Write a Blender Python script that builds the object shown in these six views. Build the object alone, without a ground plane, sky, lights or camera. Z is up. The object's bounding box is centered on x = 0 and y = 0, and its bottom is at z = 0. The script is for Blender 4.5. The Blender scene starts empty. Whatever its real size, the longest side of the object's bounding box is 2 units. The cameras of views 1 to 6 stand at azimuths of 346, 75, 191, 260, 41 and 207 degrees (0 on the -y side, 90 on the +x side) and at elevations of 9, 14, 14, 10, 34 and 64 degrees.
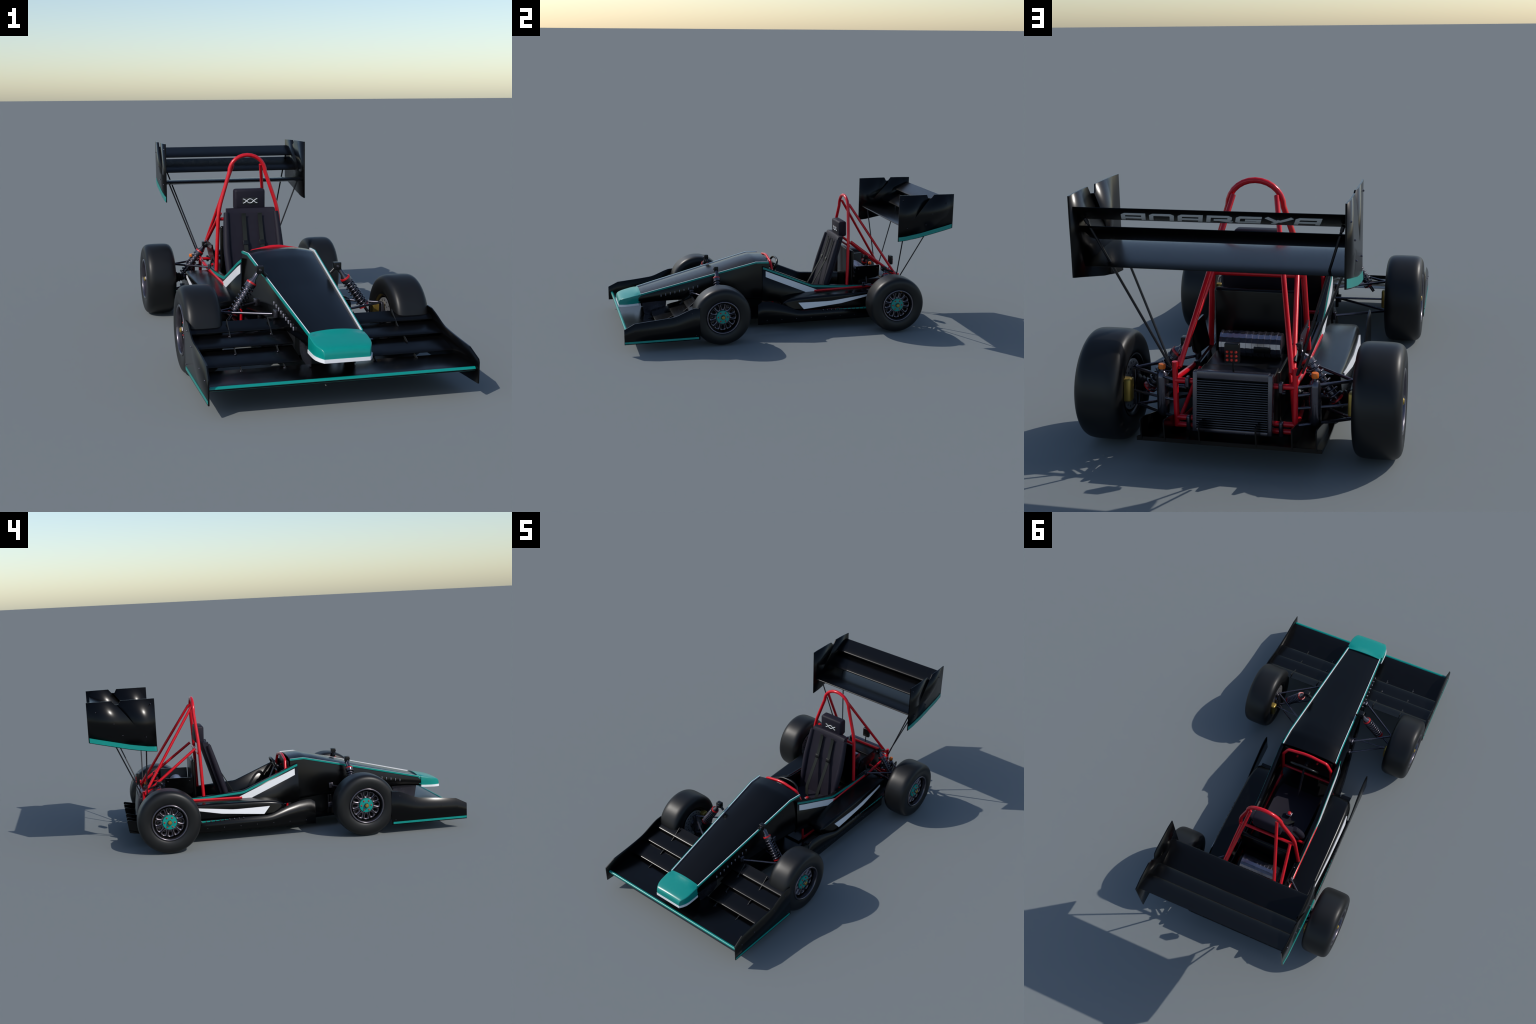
"""Open-wheel student race car: spaceframe, carbon body, front and rear wings."""
import bpy, math
import numpy as np
from mathutils import Vector, Matrix

# ------------------------------------------------------------------ materials
def material(name, colour, rough=0.4, metal=0.0, spec=0.5, coat=0.0, grain=0.0, grain_scale=60.0,
             rough_var=0.05, bump=0.0, bump_scale=200.0, sheen=0.0):
    m = bpy.data.materials.new(name)
    m.use_nodes = True
    nt = m.node_tree
    b = nt.nodes["Principled BSDF"]
    b.inputs["Metallic"].default_value = metal
    b.inputs["Specular IOR Level"].default_value = spec
    b.inputs["Coat Weight"].default_value = coat
    b.inputs["Coat Roughness"].default_value = 0.12
    b.inputs["Sheen Weight"].default_value = sheen
    tc = nt.nodes.new("ShaderNodeTexCoord")
    no = nt.nodes.new("ShaderNodeTexNoise")
    no.inputs["Scale"].default_value = grain_scale
    no.inputs["Detail"].default_value = 4.0
    nt.links.new(tc.outputs["Object"], no.inputs["Vector"])
    ramp = nt.nodes.new("ShaderNodeValToRGB")
    lo = [max(0.0, c * (1 - grain)) for c in colour]
    hi = [min(1.0, c * (1 + grain)) for c in colour]
    ramp.color_ramp.elements[0].position = 0.3
    ramp.color_ramp.elements[1].position = 0.7
    ramp.color_ramp.elements[0].color = (*lo, 1)
    ramp.color_ramp.elements[1].color = (*hi, 1)
    nt.links.new(no.outputs["Fac"], ramp.inputs["Fac"])
    nt.links.new(ramp.outputs["Color"], b.inputs["Base Color"])
    mr = nt.nodes.new("ShaderNodeMapRange")
    mr.inputs["To Min"].default_value = max(0.02, rough - rough_var)
    mr.inputs["To Max"].default_value = min(1.0, rough + rough_var)
    nt.links.new(no.outputs["Fac"], mr.inputs["Value"])
    nt.links.new(mr.outputs["Result"], b.inputs["Roughness"])
    if bump:
        n2 = nt.nodes.new("ShaderNodeTexNoise")
        n2.inputs["Scale"].default_value = bump_scale
        nt.links.new(tc.outputs["Object"], n2.inputs["Vector"])
        bp = nt.nodes.new("ShaderNodeBump")
        bp.inputs["Strength"].default_value = bump
        bp.inputs["Distance"].default_value = 0.001
        nt.links.new(n2.outputs["Fac"], bp.inputs["Height"])
        nt.links.new(bp.outputs["Normal"], b.inputs["Normal"])
    return m

BLACK = material("black_gloss_carbon", (0.0022, 0.0022, 0.0025), 0.25, metal=0.5, rough_var=0.01, grain=0.1, grain_scale=12)
WINGBLACK = material("black_satin_carbon", (0.0026, 0.0026, 0.0030), 0.25, metal=0.5, rough_var=0.01, grain=0.1, grain_scale=12)
TYRE = material("tyre_rubber", (0.0065, 0.0066, 0.007), 0.42, spec=0.35, rough_var=0.02, grain=0.1, grain_scale=20)
TEAL = material("teal_paint", (0.0, 0.242, 0.207), 0.3, grain=0.02)
WHITE = material("white_paint", (0.8, 0.8, 0.82), 0.3, grain=0.01)
RED = material("red_tube_paint", (0.62, 0.006, 0.016), 0.24, metal=0.15, grain=0.03)
REDPLASTIC = material("red_anodised", (0.45, 0.006, 0.010), 0.35, grain=0.03)
REDLAMP = material("red_lamp", (0.6, 0.02, 0.01), 0.25, grain=0.05)
GUN = material("gunmetal", (0.135, 0.123, 0.142), 0.26, metal=0.9, grain=0.08, grain_scale=20)
DARKSTEEL = material("dark_steel", (0.10, 0.095, 0.115), 0.26, metal=0.85, grain=0.1, grain_scale=20)
BRIGHT = material("bright_steel", (0.42, 0.41, 0.47), 0.3, metal=0.7, grain=0.04)  # base lightened so the flank louvres show their glints
FIN = material("radiator_fin_metal", (0.055, 0.054, 0.062), 0.3, metal=0.85, grain=0.2, grain_scale=40)
MOTOR = material("motor_casing", (0.27, 0.26, 0.31), 0.22, metal=0.95, grain=0.06)  # paler than gunmetal: sky reflection on the drum tinted into the colour
ROD = material("black_rod", (0.02, 0.02, 0.024), 0.3, metal=0.3, grain=0.1)
DISC = material("brake_disc_steel", (0.42, 0.42, 0.43), 0.3, metal=0.7, grain=0.08)
GOLD = material("gold_anodised", (0.34, 0.23, 0.05), 0.33, metal=0.6, grain=0.05)
FABRIC = material("seat_fabric", (0.0105, 0.0085, 0.0165), 0.6, spec=0.25, grain=0.08, grain_scale=30, rough_var=0.02)
STRAP = material("harness_webbing", (0.010, 0.0125, 0.011), 0.7, spec=0.3, grain=0.15)
PATCH = material("emblem_patch", (0.008, 0.009, 0.009), 0.6, grain=0.1)
PLASTIC = material("black_plastic", (0.0035, 0.0035, 0.004), 0.3, spec=0.35, grain=0.1, rough_var=0.02)
ORANGE = material("orange_cap", (0.75, 0.16, 0.01), 0.4, grain=0.03)
SILVER = material("silver_lettering", (0.60, 0.62, 0.64), 0.4, grain=0.02)

# ------------------------------------------------------------------ helpers
def empty(name, parent=None, loc=(0, 0, 0)):
    o = bpy.data.objects.new(name, None)
    bpy.context.scene.collection.objects.link(o)
    o.location = loc
    o.parent = parent
    return o

def mesh_obj(name, verts, faces, mat, parent, angle=35, smooth=True):
    me = bpy.data.meshes.new(name)
    me.from_pydata([tuple(v) for v in verts], [], [tuple(f) for f in faces])
    import bmesh
    bm = bmesh.new(); bm.from_mesh(me)
    bmesh.ops.remove_doubles(bm, verts=bm.verts, dist=1e-6)
    bmesh.ops.recalc_face_normals(bm, faces=bm.faces)
    bm.to_mesh(me); bm.free()
    if smooth:
        me.shade_smooth()
        me.set_sharp_from_angle(angle=math.radians(angle))
    mats = mat if isinstance(mat, (list, tuple)) else [mat]
    for mm in mats:
        me.materials.append(mm)
    o = bpy.data.objects.new(name, me)
    bpy.context.scene.collection.objects.link(o)
    o.parent = parent
    return o

def copy_of(o, parent=None, mirror=False, loc=None, rot=None):
    c = o.copy()
    bpy.context.scene.collection.objects.link(c)
    c.parent = parent if parent is not None else o.parent
    if mirror:
        c.scale = (-1, 1, 1)
    if loc is not None:
        c.location = loc
    if rot is not None:
        c.rotation_euler = rot
    return c

def both(o):
    c = copy_of(o, mirror=True)
    c.location.x = -o.location.x
    c.rotation_euler = (o.rotation_euler.x, -o.rotation_euler.y, -o.rotation_euler.z)
    return o

def loft(sections, closed=True, cap=True):
    """rings of equal length -> verts, faces"""
    n = len(sections[0]); V = [p for s in sections for p in s]; F = []
    for i in range(len(sections) - 1):
        for j in range(n if closed else n - 1):
            k = (j + 1) % n
            F.append((i * n + j, i * n + k, (i + 1) * n + k, (i + 1) * n + j))
    if cap and closed:
        F.append(tuple(range(n))[::-1])
        F.append(tuple((len(sections) - 1) * n + j for j in range(n)))
    return V, F

def rounded_path(pts, radius, steps=6):
    """round the inner corners of a polyline with quadratic arcs"""
    P = [Vector(p) for p in pts]; out = [P[0]]
    for a, b, c in zip(P, P[1:], P[2:]):
        r = min(radius, (b - a).length * 0.49, (c - b).length * 0.49)
        s = b + (a - b).normalized() * r; e = b + (c - b).normalized() * r
        for i in range(steps + 1):
            t = i / steps
            out.append(s * (1 - t) ** 2 + b * 2 * t * (1 - t) + e * t * t)
    out.append(P[-1])
    return out

def sweep(pts, radius, seg=12, closed=False):
    P = [Vector(p) for p in pts]; n = len(P); rings = []
    def tangent(i):
        if closed:
            return (P[(i + 1) % n] - P[i - 1]).normalized()
        return (P[min(i + 1, n - 1)] - P[max(i - 1, 0)]).normalized()
    t0 = tangent(0); ref = Vector((0, 0, 1)) if abs(t0.z) < 0.9 else Vector((0, 1, 0))
    u = t0.cross(ref).normalized()
    for i in range(n):
        t = tangent(i); u = (u - t * u.dot(t)).normalized(); v = t.cross(u)
        r = radius[i] if isinstance(radius, (list, tuple)) else radius
        rings.append([P[i] + (u * math.cos(a) + v * math.sin(a)) * r
                      for a in (2 * math.pi * k / seg for k in range(seg))])
    if closed:
        rings.append(rings[0])
    return loft(rings, True, not closed)

def tube(name, pts, r, mat, parent, fillet=0.0, seg=14, closed=False):
    if fillet:
        pts = rounded_path(pts, fillet)
    V, F = sweep(pts, r, seg, closed)
    return mesh_obj(name, V, F, mat, parent, 50)

def box(name, centre, size, mat, parent, bevel=0.0, rot=(0, 0, 0)):
    import bmesh
    bm = bmesh.new(); bmesh.ops.create_cube(bm, size=1.0)
    for v in bm.verts:
        v.co = Vector((v.co.x * size[0], v.co.y * size[1], v.co.z * size[2]))
    if bevel:
        bmesh.ops.bevel(bm, geom=bm.edges[:], offset=bevel, segments=3, affect='EDGES', profile=0.5)
    me = bpy.data.meshes.new(name); bm.to_mesh(me); bm.free()
    me.shade_smooth(); me.set_sharp_from_angle(angle=math.radians(32))
    me.materials.append(mat)
    o = bpy.data.objects.new(name, me); bpy.context.scene.collection.objects.link(o)
    o.location = centre; o.rotation_euler = rot; o.parent = parent
    return o

def frame_to(p, q):
    """matrix whose local z runs from p to q, origin at p"""
    p, q = Vector(p), Vector(q); z = (q - p).normalized()
    return Matrix.Translation(p) @ z.to_track_quat('Z', 'Y').to_matrix().to_4x4()

def lathe(name, profile, mat, parent, axis='X', seg=48, centre=(0, 0, 0), angle=35, closed=False):
    """profile of (r, a) turned about an axis through centre"""
    rings = []
    for r, a in profile:
        ring = []
        for k in range(seg):
            t = 2 * math.pi * k / seg
            c, s = r * math.cos(t), r * math.sin(t)
            p = {'X': (a, c, s), 'Y': (c, a, s), 'Z': (c, s, a)}[axis]
            ring.append(Vector(p) + Vector(centre))
        rings.append(ring)
    if closed:
        rings.append(rings[0])
    V, F = loft(rings, True, not closed)
    return mesh_obj(name, V, F, mat, parent, angle)

def rod(name, p, q, r, mat, parent, seg=12):
    return tube(name, [p, q], r, mat, parent, seg=seg)

def airfoil(le, te, thick, camber, n=22):
    """closed inverted-wing section in (y, z); camber > 0 sags downwards"""
    le, te = np.array(le), np.array(te); c = te - le; L = np.linalg.norm(c)
    d = c / L; nrm = np.array([-d[1], d[0]])
    up, lo = [], []
    for i in range(n + 1):
        s = 0.5 * (1 - math.cos(math.pi * i / n))
        t = thick * 5 * (0.2969 * math.sqrt(s) - 0.126 * s - 0.3516 * s * s + 0.2843 * s ** 3 - 0.1015 * s ** 4) + 0.0006
        mid = le + d * s * L - nrm * camber * 4 * s * (1 - s)
        up.append(mid + nrm * t); lo.append(mid - nrm * t)
    return up[::-1] + lo[1:]

def extrude_x(name, prof, x0, x1, mat, parent, angle=40):
    V, F = loft([[(x0, p[0], p[1]) for p in prof], [(x1, p[0], p[1]) for p in prof]])
    return mesh_obj(name, V, F, mat, parent, angle)

def interp(pts):
    xs, ys = [p[0] for p in pts], [p[1] for p in pts]
    return lambda x: float(np.interp(x, xs, ys))

def smoothstep(t):
    t = min(1.0, max(0.0, t)); return t * t * (3 - 2 * t)

def soften(o, uv, ay, az):
    """rounded-over look of a moulded sheet: broad faces carry normals that roll towards the rim"""
    me = o.data; N = []
    for p in me.polygons:
        flat = abs(p.normal.x) > 0.6
        for li in p.loop_indices:
            v = me.vertices[me.loops[li].vertex_index].co
            if flat:
                u, w = uv(v.y, v.z)
                sx = 1.0 if p.normal.x > 0 else -1.0
                N.append(Vector((sx, ay * (2 * u - 1), az * (2 * w - 1))).normalized())
            else:
                N.append(p.normal.copy())
    me.normals_split_custom_set([tuple(n) for n in N])
    return o

def upright_plate(name, ys, zb, zt, xf, thick, mat, parent, nz=14, angle=30):
    """standing sheet: rows along y, bottom zb(y), top zt(y), outer face xf(y,z), given thickness"""
    secs = []
    for y in ys:
        b, t = zb(y), zt(y)
        zs = [b + (t - b) * k / nz for k in range(nz + 1)]
        secs.append([(xf(y, z), y, z) for z in zs] + [(xf(y, z) - thick, y, z) for z in zs[::-1]])
    V, F = loft(secs)
    return mesh_obj(name, V, F, mat, parent, angle)

def strip_on(name, ys, zb, zt, xf, mat, parent, proud=0.0008, nz=2):
    return upright_plate(name, ys, zb, zt, lambda y, z: xf(y, z) + proud, proud + 0.0012, mat, parent, nz)

def lin(a, b, n):
    return [a + (b - a) * i / (n - 1) for i in range(n)]

def bolt_mesh(name, r=0.0026, h=0.003, mat=None, parent=None):
    """dome-headed bolt pointing to +x, at origin"""
    mat = mat or DARKSTEEL
    return lathe(name, [(r, -0.001), (r, h * 0.5), (r * 0.7, h * 0.9), (r * 0.15, h)], mat, parent, 'X', 12)

def bolts(name, places, parent, r=0.0026, h=0.003, mat=None, mirrored=True):
    first = None
    for p in places:
        if first is None:
            first = bolt_mesh(name, r, h, mat, parent); first.location = p; c = first
        else:
            c = copy_of(first, loc=p)
        if mirrored:
            k = copy_of(first, mirror=True); k.location = (-p[0], p[1], p[2])

# ------------------------------------------------------------------ root
car = empty("race_car")
car["label"] = "open-wheel black race car with teal trim and red roll hoop"
car["category"] = "race car"

# ------------------------------------------------------------------ body
body = empty("bodywork", car)
edge_x = interp([(-0.99, 0.090), (-0.859, 0.0965), (-0.172, 0.142), (-0.094, 0.147)])
edge_z = interp([(-0.99, 0.200), (-0.859, 0.232), (-0.172, 0.3995), (-0.094, 0.397)])
crown_f = interp([(-0.875, 0.006), (-0.7, 0.0085), (-0.5, 0.011), (-0.36, 0.0155), (-0.25, 0.020), (-0.172, 0.0175), (-0.094, 0.015)])
hull_low = interp([(-0.875, 0.171), (-0.78, 0.181), (-0.62, 0.184), (-0.33, 0.181), (-0.13, 0.164), (-0.09, 0.162)])
bulge_f = interp([(-0.875, 0.004), (-0.7, 0.010), (-0.45, 0.014), (-0.2, 0.014), (-0.09, 0.012)])

def hull_ring(y, inset=0.0):
    xe, ze, cr, zb, bu = edge_x(y) - 0.003 - inset, edge_z(y) - 0.002 - inset, crown_f(y), hull_low(y) + inset, bulge_f(y)
    half = []
    for i in range(13):
        s = i / 12
        half.append((xe * s, ze - 0.004 + cr * (1 - s ** 2.6)))
    n = 12
    for i in range(1, n + 1):
        t = i / n
        half.append((xe + bu * math.sin(math.pi * min(1, t * 0.75)) , ze - 0.004 + (zb + 0.016 - ze + 0.004) * t))
    xb, zc = half[-1]
    for k in (30, 60, 90):
        a = math.radians(k)
        half.append((xb - 0.016 * (1 - math.cos(a)), zc - 0.016 * math.sin(a)))
    half.append((0.0, zb))
    ring = [(x, y, z) for x, z in half] + [(-x, y, z) for x, z in half[-2:0:-1]]
    return ring

hull_ys = lin(-0.874, -0.094, 40)
outer = [hull_ring(y) for y in hull_ys]
inner = [hull_ring(y, 0.006) for y in hull_ys[::-1][:-1]]
V, F = loft(outer + inner)
hull = mesh_obj("front_hull", V, F, BLACK, body, 40)

# side edge trim: white inner lip and teal outer lip running along the bonnet edge
def edge_strip(name, dx0, dx1, dz0, dz1, mat):
    secs = []
    for y in [-0.862, -0.80] + lin(-0.7, -0.19, 8) + [-0.172, -0.15, -0.094]:
        x, z = edge_x(y), edge_z(y)
        secs.append([(x + dx0, y, z + dz0), (x + dx1, y, z + dz0), (x + dx1, y, z + dz1), (x + dx0, y, z + dz1)])
    V, F = loft(secs)
    both(mesh_obj(name, V, F, mat, body, 30))
edge_strip("bonnet_trim_white", -0.0046, -0.0018, -0.008, 0.0010, WHITE)
edge_strip("bonnet_trim_teal", -0.0018, 0.0026, -0.0085, 0.0006, TEAL)

# nose cone
def nose_ring(y, x, ztop, zbot, crown):
    half = []
    r = 0.0035
    for i in range(9):
        s = i / 8; half.append(((x - r) * s, ztop + crown * (1 - s * s)))
    for k in (30, 60, 90):
        a = math.radians(k); half.append((x - r + r * math.sin(a), ztop - r + r * math.cos(a)))
    half.append((x, (ztop + zbot) / 2)); half.append((x, zbot)); half.append((0, zbot))
    return [(a, y, b) for a, b in half] + [(-a, y, b) for a, b in half[-2:0:-1]]
nose_secs = [(-0.8588, 0.0988, 0.2325, 0.1765, 0.0045), (-0.90, 0.1015, 0.2235, 0.174, 0.0045), (-0.935, 0.1005, 0.2155, 0.172, 0.004),
             (-0.955, 0.0965, 0.2108, 0.171, 0.0035), (-0.970, 0.0900, 0.2068, 0.1700, 0.003), (-0.979, 0.0850, 0.2025, 0.1690, 0.003),
             (-0.984, 0.0818, 0.1975, 0.1688, 0.003), (-0.9872, 0.0798, 0.1905, 0.1686, 0.002), (-0.9882, 0.0790, 0.184, 0.1685, 0.001)]
# its rear end tucks under the flanks of the hull and laps over the bonnet
V, F = loft([nose_ring(-0.8588, 0.0952, 0.2312, 0.185, 0.0085), nose_ring(-0.8735, 0.0962, 0.2280, 0.180, 0.0075), nose_ring(-0.8742, 0.1010, 0.2278, 0.1755, 0.0072)] + [nose_ring(*t) for t in nose_secs[1:]])
mesh_obj("nose_cone", V, F, TEAL, body, 40)
# white lower band of the nose
def band_ring(y, x, z0, z1):
    return [(-x, y, z0), (x, y, z0), (x, y, z1), (-x, y, z1)]
V, F = loft([band_ring(y, x, a, b) for y, x, a, b in
             [(-0.874, 0.1028, 0.1665, 0.1785), (-0.90, 0.1030, 0.1645, 0.1765), (-0.935, 0.1025, 0.1625, 0.1745),
              (-0.955, 0.0998, 0.1615, 0.1735), (-0.973, 0.0918, 0.160, 0.1725), (-0.985, 0.0835, 0.159, 0.1715), (-0.990, 0.0800, 0.1588, 0.171)]])
mesh_obj("nose_band", V, F, WHITE, body, 25)

# flank louvres
slat = box("flank_louvre", (0, 0, 0), (0.006, 0.0050, 0.0145), BRIGHT, body, 0.0022)
first = True
for i in range(9):
    y = -0.741 + 0.02725 * i
    z = 0.2195 + 0.046 * i / 8
    x = 0.1135 + 0.012 * i / 8
    o = slat if first else copy_of(slat); first = False
    o.location = (x, y, z); o.rotation_euler = (0, 0.08, 0)
    k = copy_of(slat, mirror=True); k.location = (-x, y, z); k.rotation_euler = (0, -0.08, 0)

# cockpit side panels
sill = interp([(-0.128, 0.374), (0.175, 0.2475), (0.19, 0.2445), (0.40, 0.2305), (0.56, 0.228)])
panel_low = interp([(-0.135, 0.158), (0.0, 0.145), (0.1, 0.14), (0.56, 0.14)])
def panel_x(y, z):
    base = 0.163 + 0.004 * smoothstep((0.34 - z) / 0.14)
    front = smoothstep((0.06 - y) / 0.16)
    base -= 0.014 * front * smoothstep((0.225 - z) / 0.07)
    base += 0.012 * (1 - front) * smoothstep((0.204 - z) / 0.02)
    base -= 0.004 * smoothstep((-0.06 - y) / 0.07)
    return base
panel_ys = lin(-0.134, 0.56, 46)
secs = []
for y in panel_ys:
    t, b = sill(y), panel_low(y)
    zs = lin(b, t - 0.003, 16)
    o_ = [(panel_x(y, z), y, z) for z in zs]
    lip = [(panel_x(y, t) - 0.002, y, t - 0.0005), (panel_x(y, t) - 0.010, y, t), (panel_x(y, t) - 0.017, y, t - 0.003)]
    i_ = [(0.1455 - 0.004 * smoothstep((t - z) / 0.05), y, z) for z in zs[::-1]]
    secs.append(o_ + lip + i_)
V, F = loft(secs)
both(soften(mesh_obj("cockpit_side", V, F, BLACK, body, 40),
            lambda y, z: ((y + 0.134) / 0.5, 0.35 + 0.6 * (z - 0.13) / (sill(y) - 0.13)), 0.5, 0.8))
both(strip_on("cockpit_trim", lin(-0.131, 0.555, 40), lambda y: sill(y) - 0.0165, lambda y: sill(y) - 0.0045, panel_x, TEAL, body, 0.0012))
# white flank stripe, tapering down into the pod
ws_top = interp([(-0.115, 0.3445), (0.196, 0.2165), (0.235, 0.2005)])
ws_bot = interp([(-0.115, 0.3085), (0.142, 0.199), (0.235, 0.199)])
both(strip_on("flank_stripe", lin(-0.115, 0.23, 30), ws_bot, lambda y: max(ws_top(y), ws_bot(y) + 0.0005), panel_x, WHITE, body, 0.001, 6))

# side pods
pods = empty("side_pods", body)
def pod_ring(y, x0, x1, z0, z1, r):
    pts = [(x0, z0), (x0, z1)]
    for k in lin(90, 0, 7):
        a = math.radians(k); pts.append((x1 - 0.006 - r + r * math.cos(a), z1 - r + r * math.sin(a)))
    pts += [(x1, z0 + 0.006), (x1 - 0.004, z0)]
    return [(a, y, b) for a, b in pts]
pod_secs = [(-0.036, 0.195, 0.252, 0.150, 0.1585, 0.004), (-0.031, 0.180, 0.262, 0.142, 0.167, 0.008), (-0.022, 0.165, 0.270, 0.136, 0.176, 0.012),
            (-0.005, 0.155, 0.277, 0.132, 0.186, 0.016), (0.02, 0.155, 0.282, 0.129, 0.1925, 0.018), (0.06, 0.155, 0.286, 0.127, 0.198, 0.018),
            (0.15, 0.155, 0.288, 0.126, 0.2025, 0.016), (0.30, 0.155, 0.289, 0.124, 0.2055, 0.014), (0.45, 0.155, 0.289, 0.122, 0.208, 0.013), (0.55, 0.155, 0.286, 0.122, 0.208, 0.013)]
V, F = loft([pod_ring(y, a, b - 0.003, c, d, r) for y, a, b, c, d, r in pod_secs])
both(mesh_obj("side_pod", V, F, BLACK, pods, 40))
pod_side = interp([(0.02, 0.282), (0.06, 0.286), (0.15, 0.288), (0.3, 0.289), (0.55, 0.2885)])
ps_top = interp([(0.057, 0.170), (0.255, 0.1685), (0.50, 0.196)])
ps_bot = interp([(0.057, 0.1695), (0.090, 0.130), (0.327, 0.152), (0.50, 0.186)])
def pod_face(y, z):
    return pod_side(y) - 0.003 - 0.006 * max(0.0, (z - 0.13)) / 0.065
both(strip_on("pod_stripe", [0.0575, 0.0735, 0.090] + lin(0.12, 0.50, 14), ps_bot, lambda y: max(ps_top(y), ps_bot(y) + 0.0004), pod_face, WHITE, pods, 0.0016, 6))

# ------------------------------------------------------------------ floor, bargeboards, diffuser
floor = empty("underfloor", car)
V, F = loft([[(-x, y, z), (x, y, z), (x, y, z + 0.006), (-x, y, z + 0.006)] for y, x, z in
             [(-0.19, 0.16, 0.056), (-0.03, 0.20, 0.055), (0.04, 0.286, 0.054), (0.50, 0.290, 0.054), (0.56, 0.262, 0.055)]])
mesh_obj("floor_panel", V, F, PLASTIC, floor, 30)
fin_top = interp([(-0.194, 0.176), (-0.172, 0.1915), (-0.150, 0.193), (-0.105, 0.187), (-0.045, 0.168), (0.045, 0.129), (0.075, 0.124), (0.50, 0.1235)])
def fin_x(y, z):
    lean = smoothstep((0.03 - y) / 0.12) * max(0.0, z - 0.105 - 0.03 * smoothstep((0.0 - y) / 0.15))
    return 0.2940 - 0.04 * lean + 0.003 * smoothstep((y - 0.05) / 0.4)
fin_ys = [-0.194, -0.186, -0.172, -0.160, -0.150, -0.13] + lin(-0.105, 0.09, 16) + lin(0.12, 0.505, 10)
both(soften(upright_plate("bargeboard", fin_ys, lambda y: 0.054, fin_top, fin_x, 0.004, BLACK, floor, 16),
            lambda y, z: ((y + 0.19) / 0.69, (z - 0.054) / (fin_top(y) - 0.054)), 0.25, 0.9))
both(strip_on("bargeboard_stripe", lin(0.29, 0.503, 8), lambda y: 0.1195 - 0.009 * (y - 0.29) / 0.21, lambda y: 0.1205 + 0.002 * (y - 0.29) / 0.21, fin_x, TEAL, floor, 0.001))
V, F = loft([[(0.205, y, 0.132), (0.256, y, 0.132), (0.256, y, 0.138), (0.205, y, 0.138)] for y in (-0.060, -0.015)])
both(mesh_obj("pod_inlet_lip", V, F, BLACK, floor, 30))
bolts("bargeboard_bolt", [(fin_x(y, 0.078), y, 0.078) for y in [-0.14 + 0.091 * i for i in range(7)]], floor, 0.0026, 0.003, DARKSTEEL)
tab = box("vent_tab", (0, 0, 0), (0.006, 0.006, 0.006), GUN, floor, 0.0012)
for i in range(12):
    y = 0.207 + 0.0255 * i
    o = tab if i == 0 else copy_of(tab)
    o.location = (0.2975, y, 0.1225 - 0.006 * i / 11); o.rotation_euler = (0.6, 0, 0)
    k = copy_of(tab); k.location = (-0.2975, y, 0.1225 - 0.006 * i / 11); k.rotation_euler = (0.6, 0, 0)
# diffuser ramp with strakes
V, F = loft([[(-x, y, z), (x, y, z), (x, y, z + t), (-x, y, z + t)] for y, x, z, t in
             [(0.555, 0.262, 0.055, 0.006), (0.62, 0.262, 0.057, 0.006), (0.70, 0.262, 0.064, 0.006), (0.78, 0.262, 0.076, 0.006), (0.823, 0.262, 0.083, 0.012)]])
mesh_obj("diffuser_ramp", V, F, BLACK, floor, 30)
strake = None
for x in (0.08, 0.18, 0.2475, -0.08, -0.18, -0.2475):
    if strake is None:
        prof = [(0.60, 0.058), (0.70, 0.066), (0.78, 0.078), (0.824, 0.088), (0.832, 0.146), (0.826, 0.151), (0.78, 0.141), (0.70, 0.118), (0.62, 0.090)]
        strake = extrude_x("diffuser_strake", prof, -0.002, 0.002, BLACK, floor, 30); o = strake
    else:
        o = copy_of(strake)
    o.location = (x, 0, 0)

# ------------------------------------------------------------------ front wing
fw = empty("front_wing", car)
extrude_x("front_main_plane", airfoil((-0.986, 0.0965), (-0.788, 0.1005), 0.018, 0.0015), -0.466, 0.466, WINGBLACK, fw)
# teal leading edge bar
tube("leading_edge_trim", [(-0.464, -0.9775, 0.0985), (0.464, -0.9775, 0.0985)], 0.0078, TEAL, fw, seg=20)
flap_sections = [((-0.800, 0.1165), (-0.690, 0.1465)), ((-0.707, 0.158), (-0.603, 0.184)), ((-0.622, 0.1915), (-0.562, 0.2185))]
for k, (le, te) in enumerate(flap_sections):
    th = (0.011, 0.011, 0.010)[k]
    both(extrude_x("front_flap", airfoil(le, te, th, 0.002), 0.104, 0.465, WINGBLACK, fw))
ep_top = interp([(-0.9995, 0.137), (-0.941, 0.167), (-0.80, 0.181), (-0.728, 0.189), (-0.70, 0.197), (-0.64, 0.223), (-0.61, 0.2335), (-0.574, 0.235)])
crease = interp([(-1.0, 0.126), (-0.85, 0.142), (-0.77, 0.160), (-0.66, 0.205), (-0.574, 0.225)])
def ep_x(y, z):
    d = max(0.0, z - crease(y)); return 0.471 - 0.20 * d
ep_ys = [-0.9995, -0.98, -0.96, -0.941] + lin(-0.91, -0.60, 24) + [-0.587, -0.574]
both(soften(upright_plate("front_endplate", ep_ys, lambda y: 0.0505, ep_top, ep_x, 0.005, BLACK, fw, 20),
            lambda y, z: ((y + 1.0) / 0.426, (z - 0.05) / (ep_top(y) - 0.05)), 0.3, 0.6))
both(strip_on("endplate_stripe", lin(-0.998, -0.582, 4), lambda y: 0.0555, lambda y: 0.0665, ep_x, TEAL, fw, 0.001))
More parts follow.
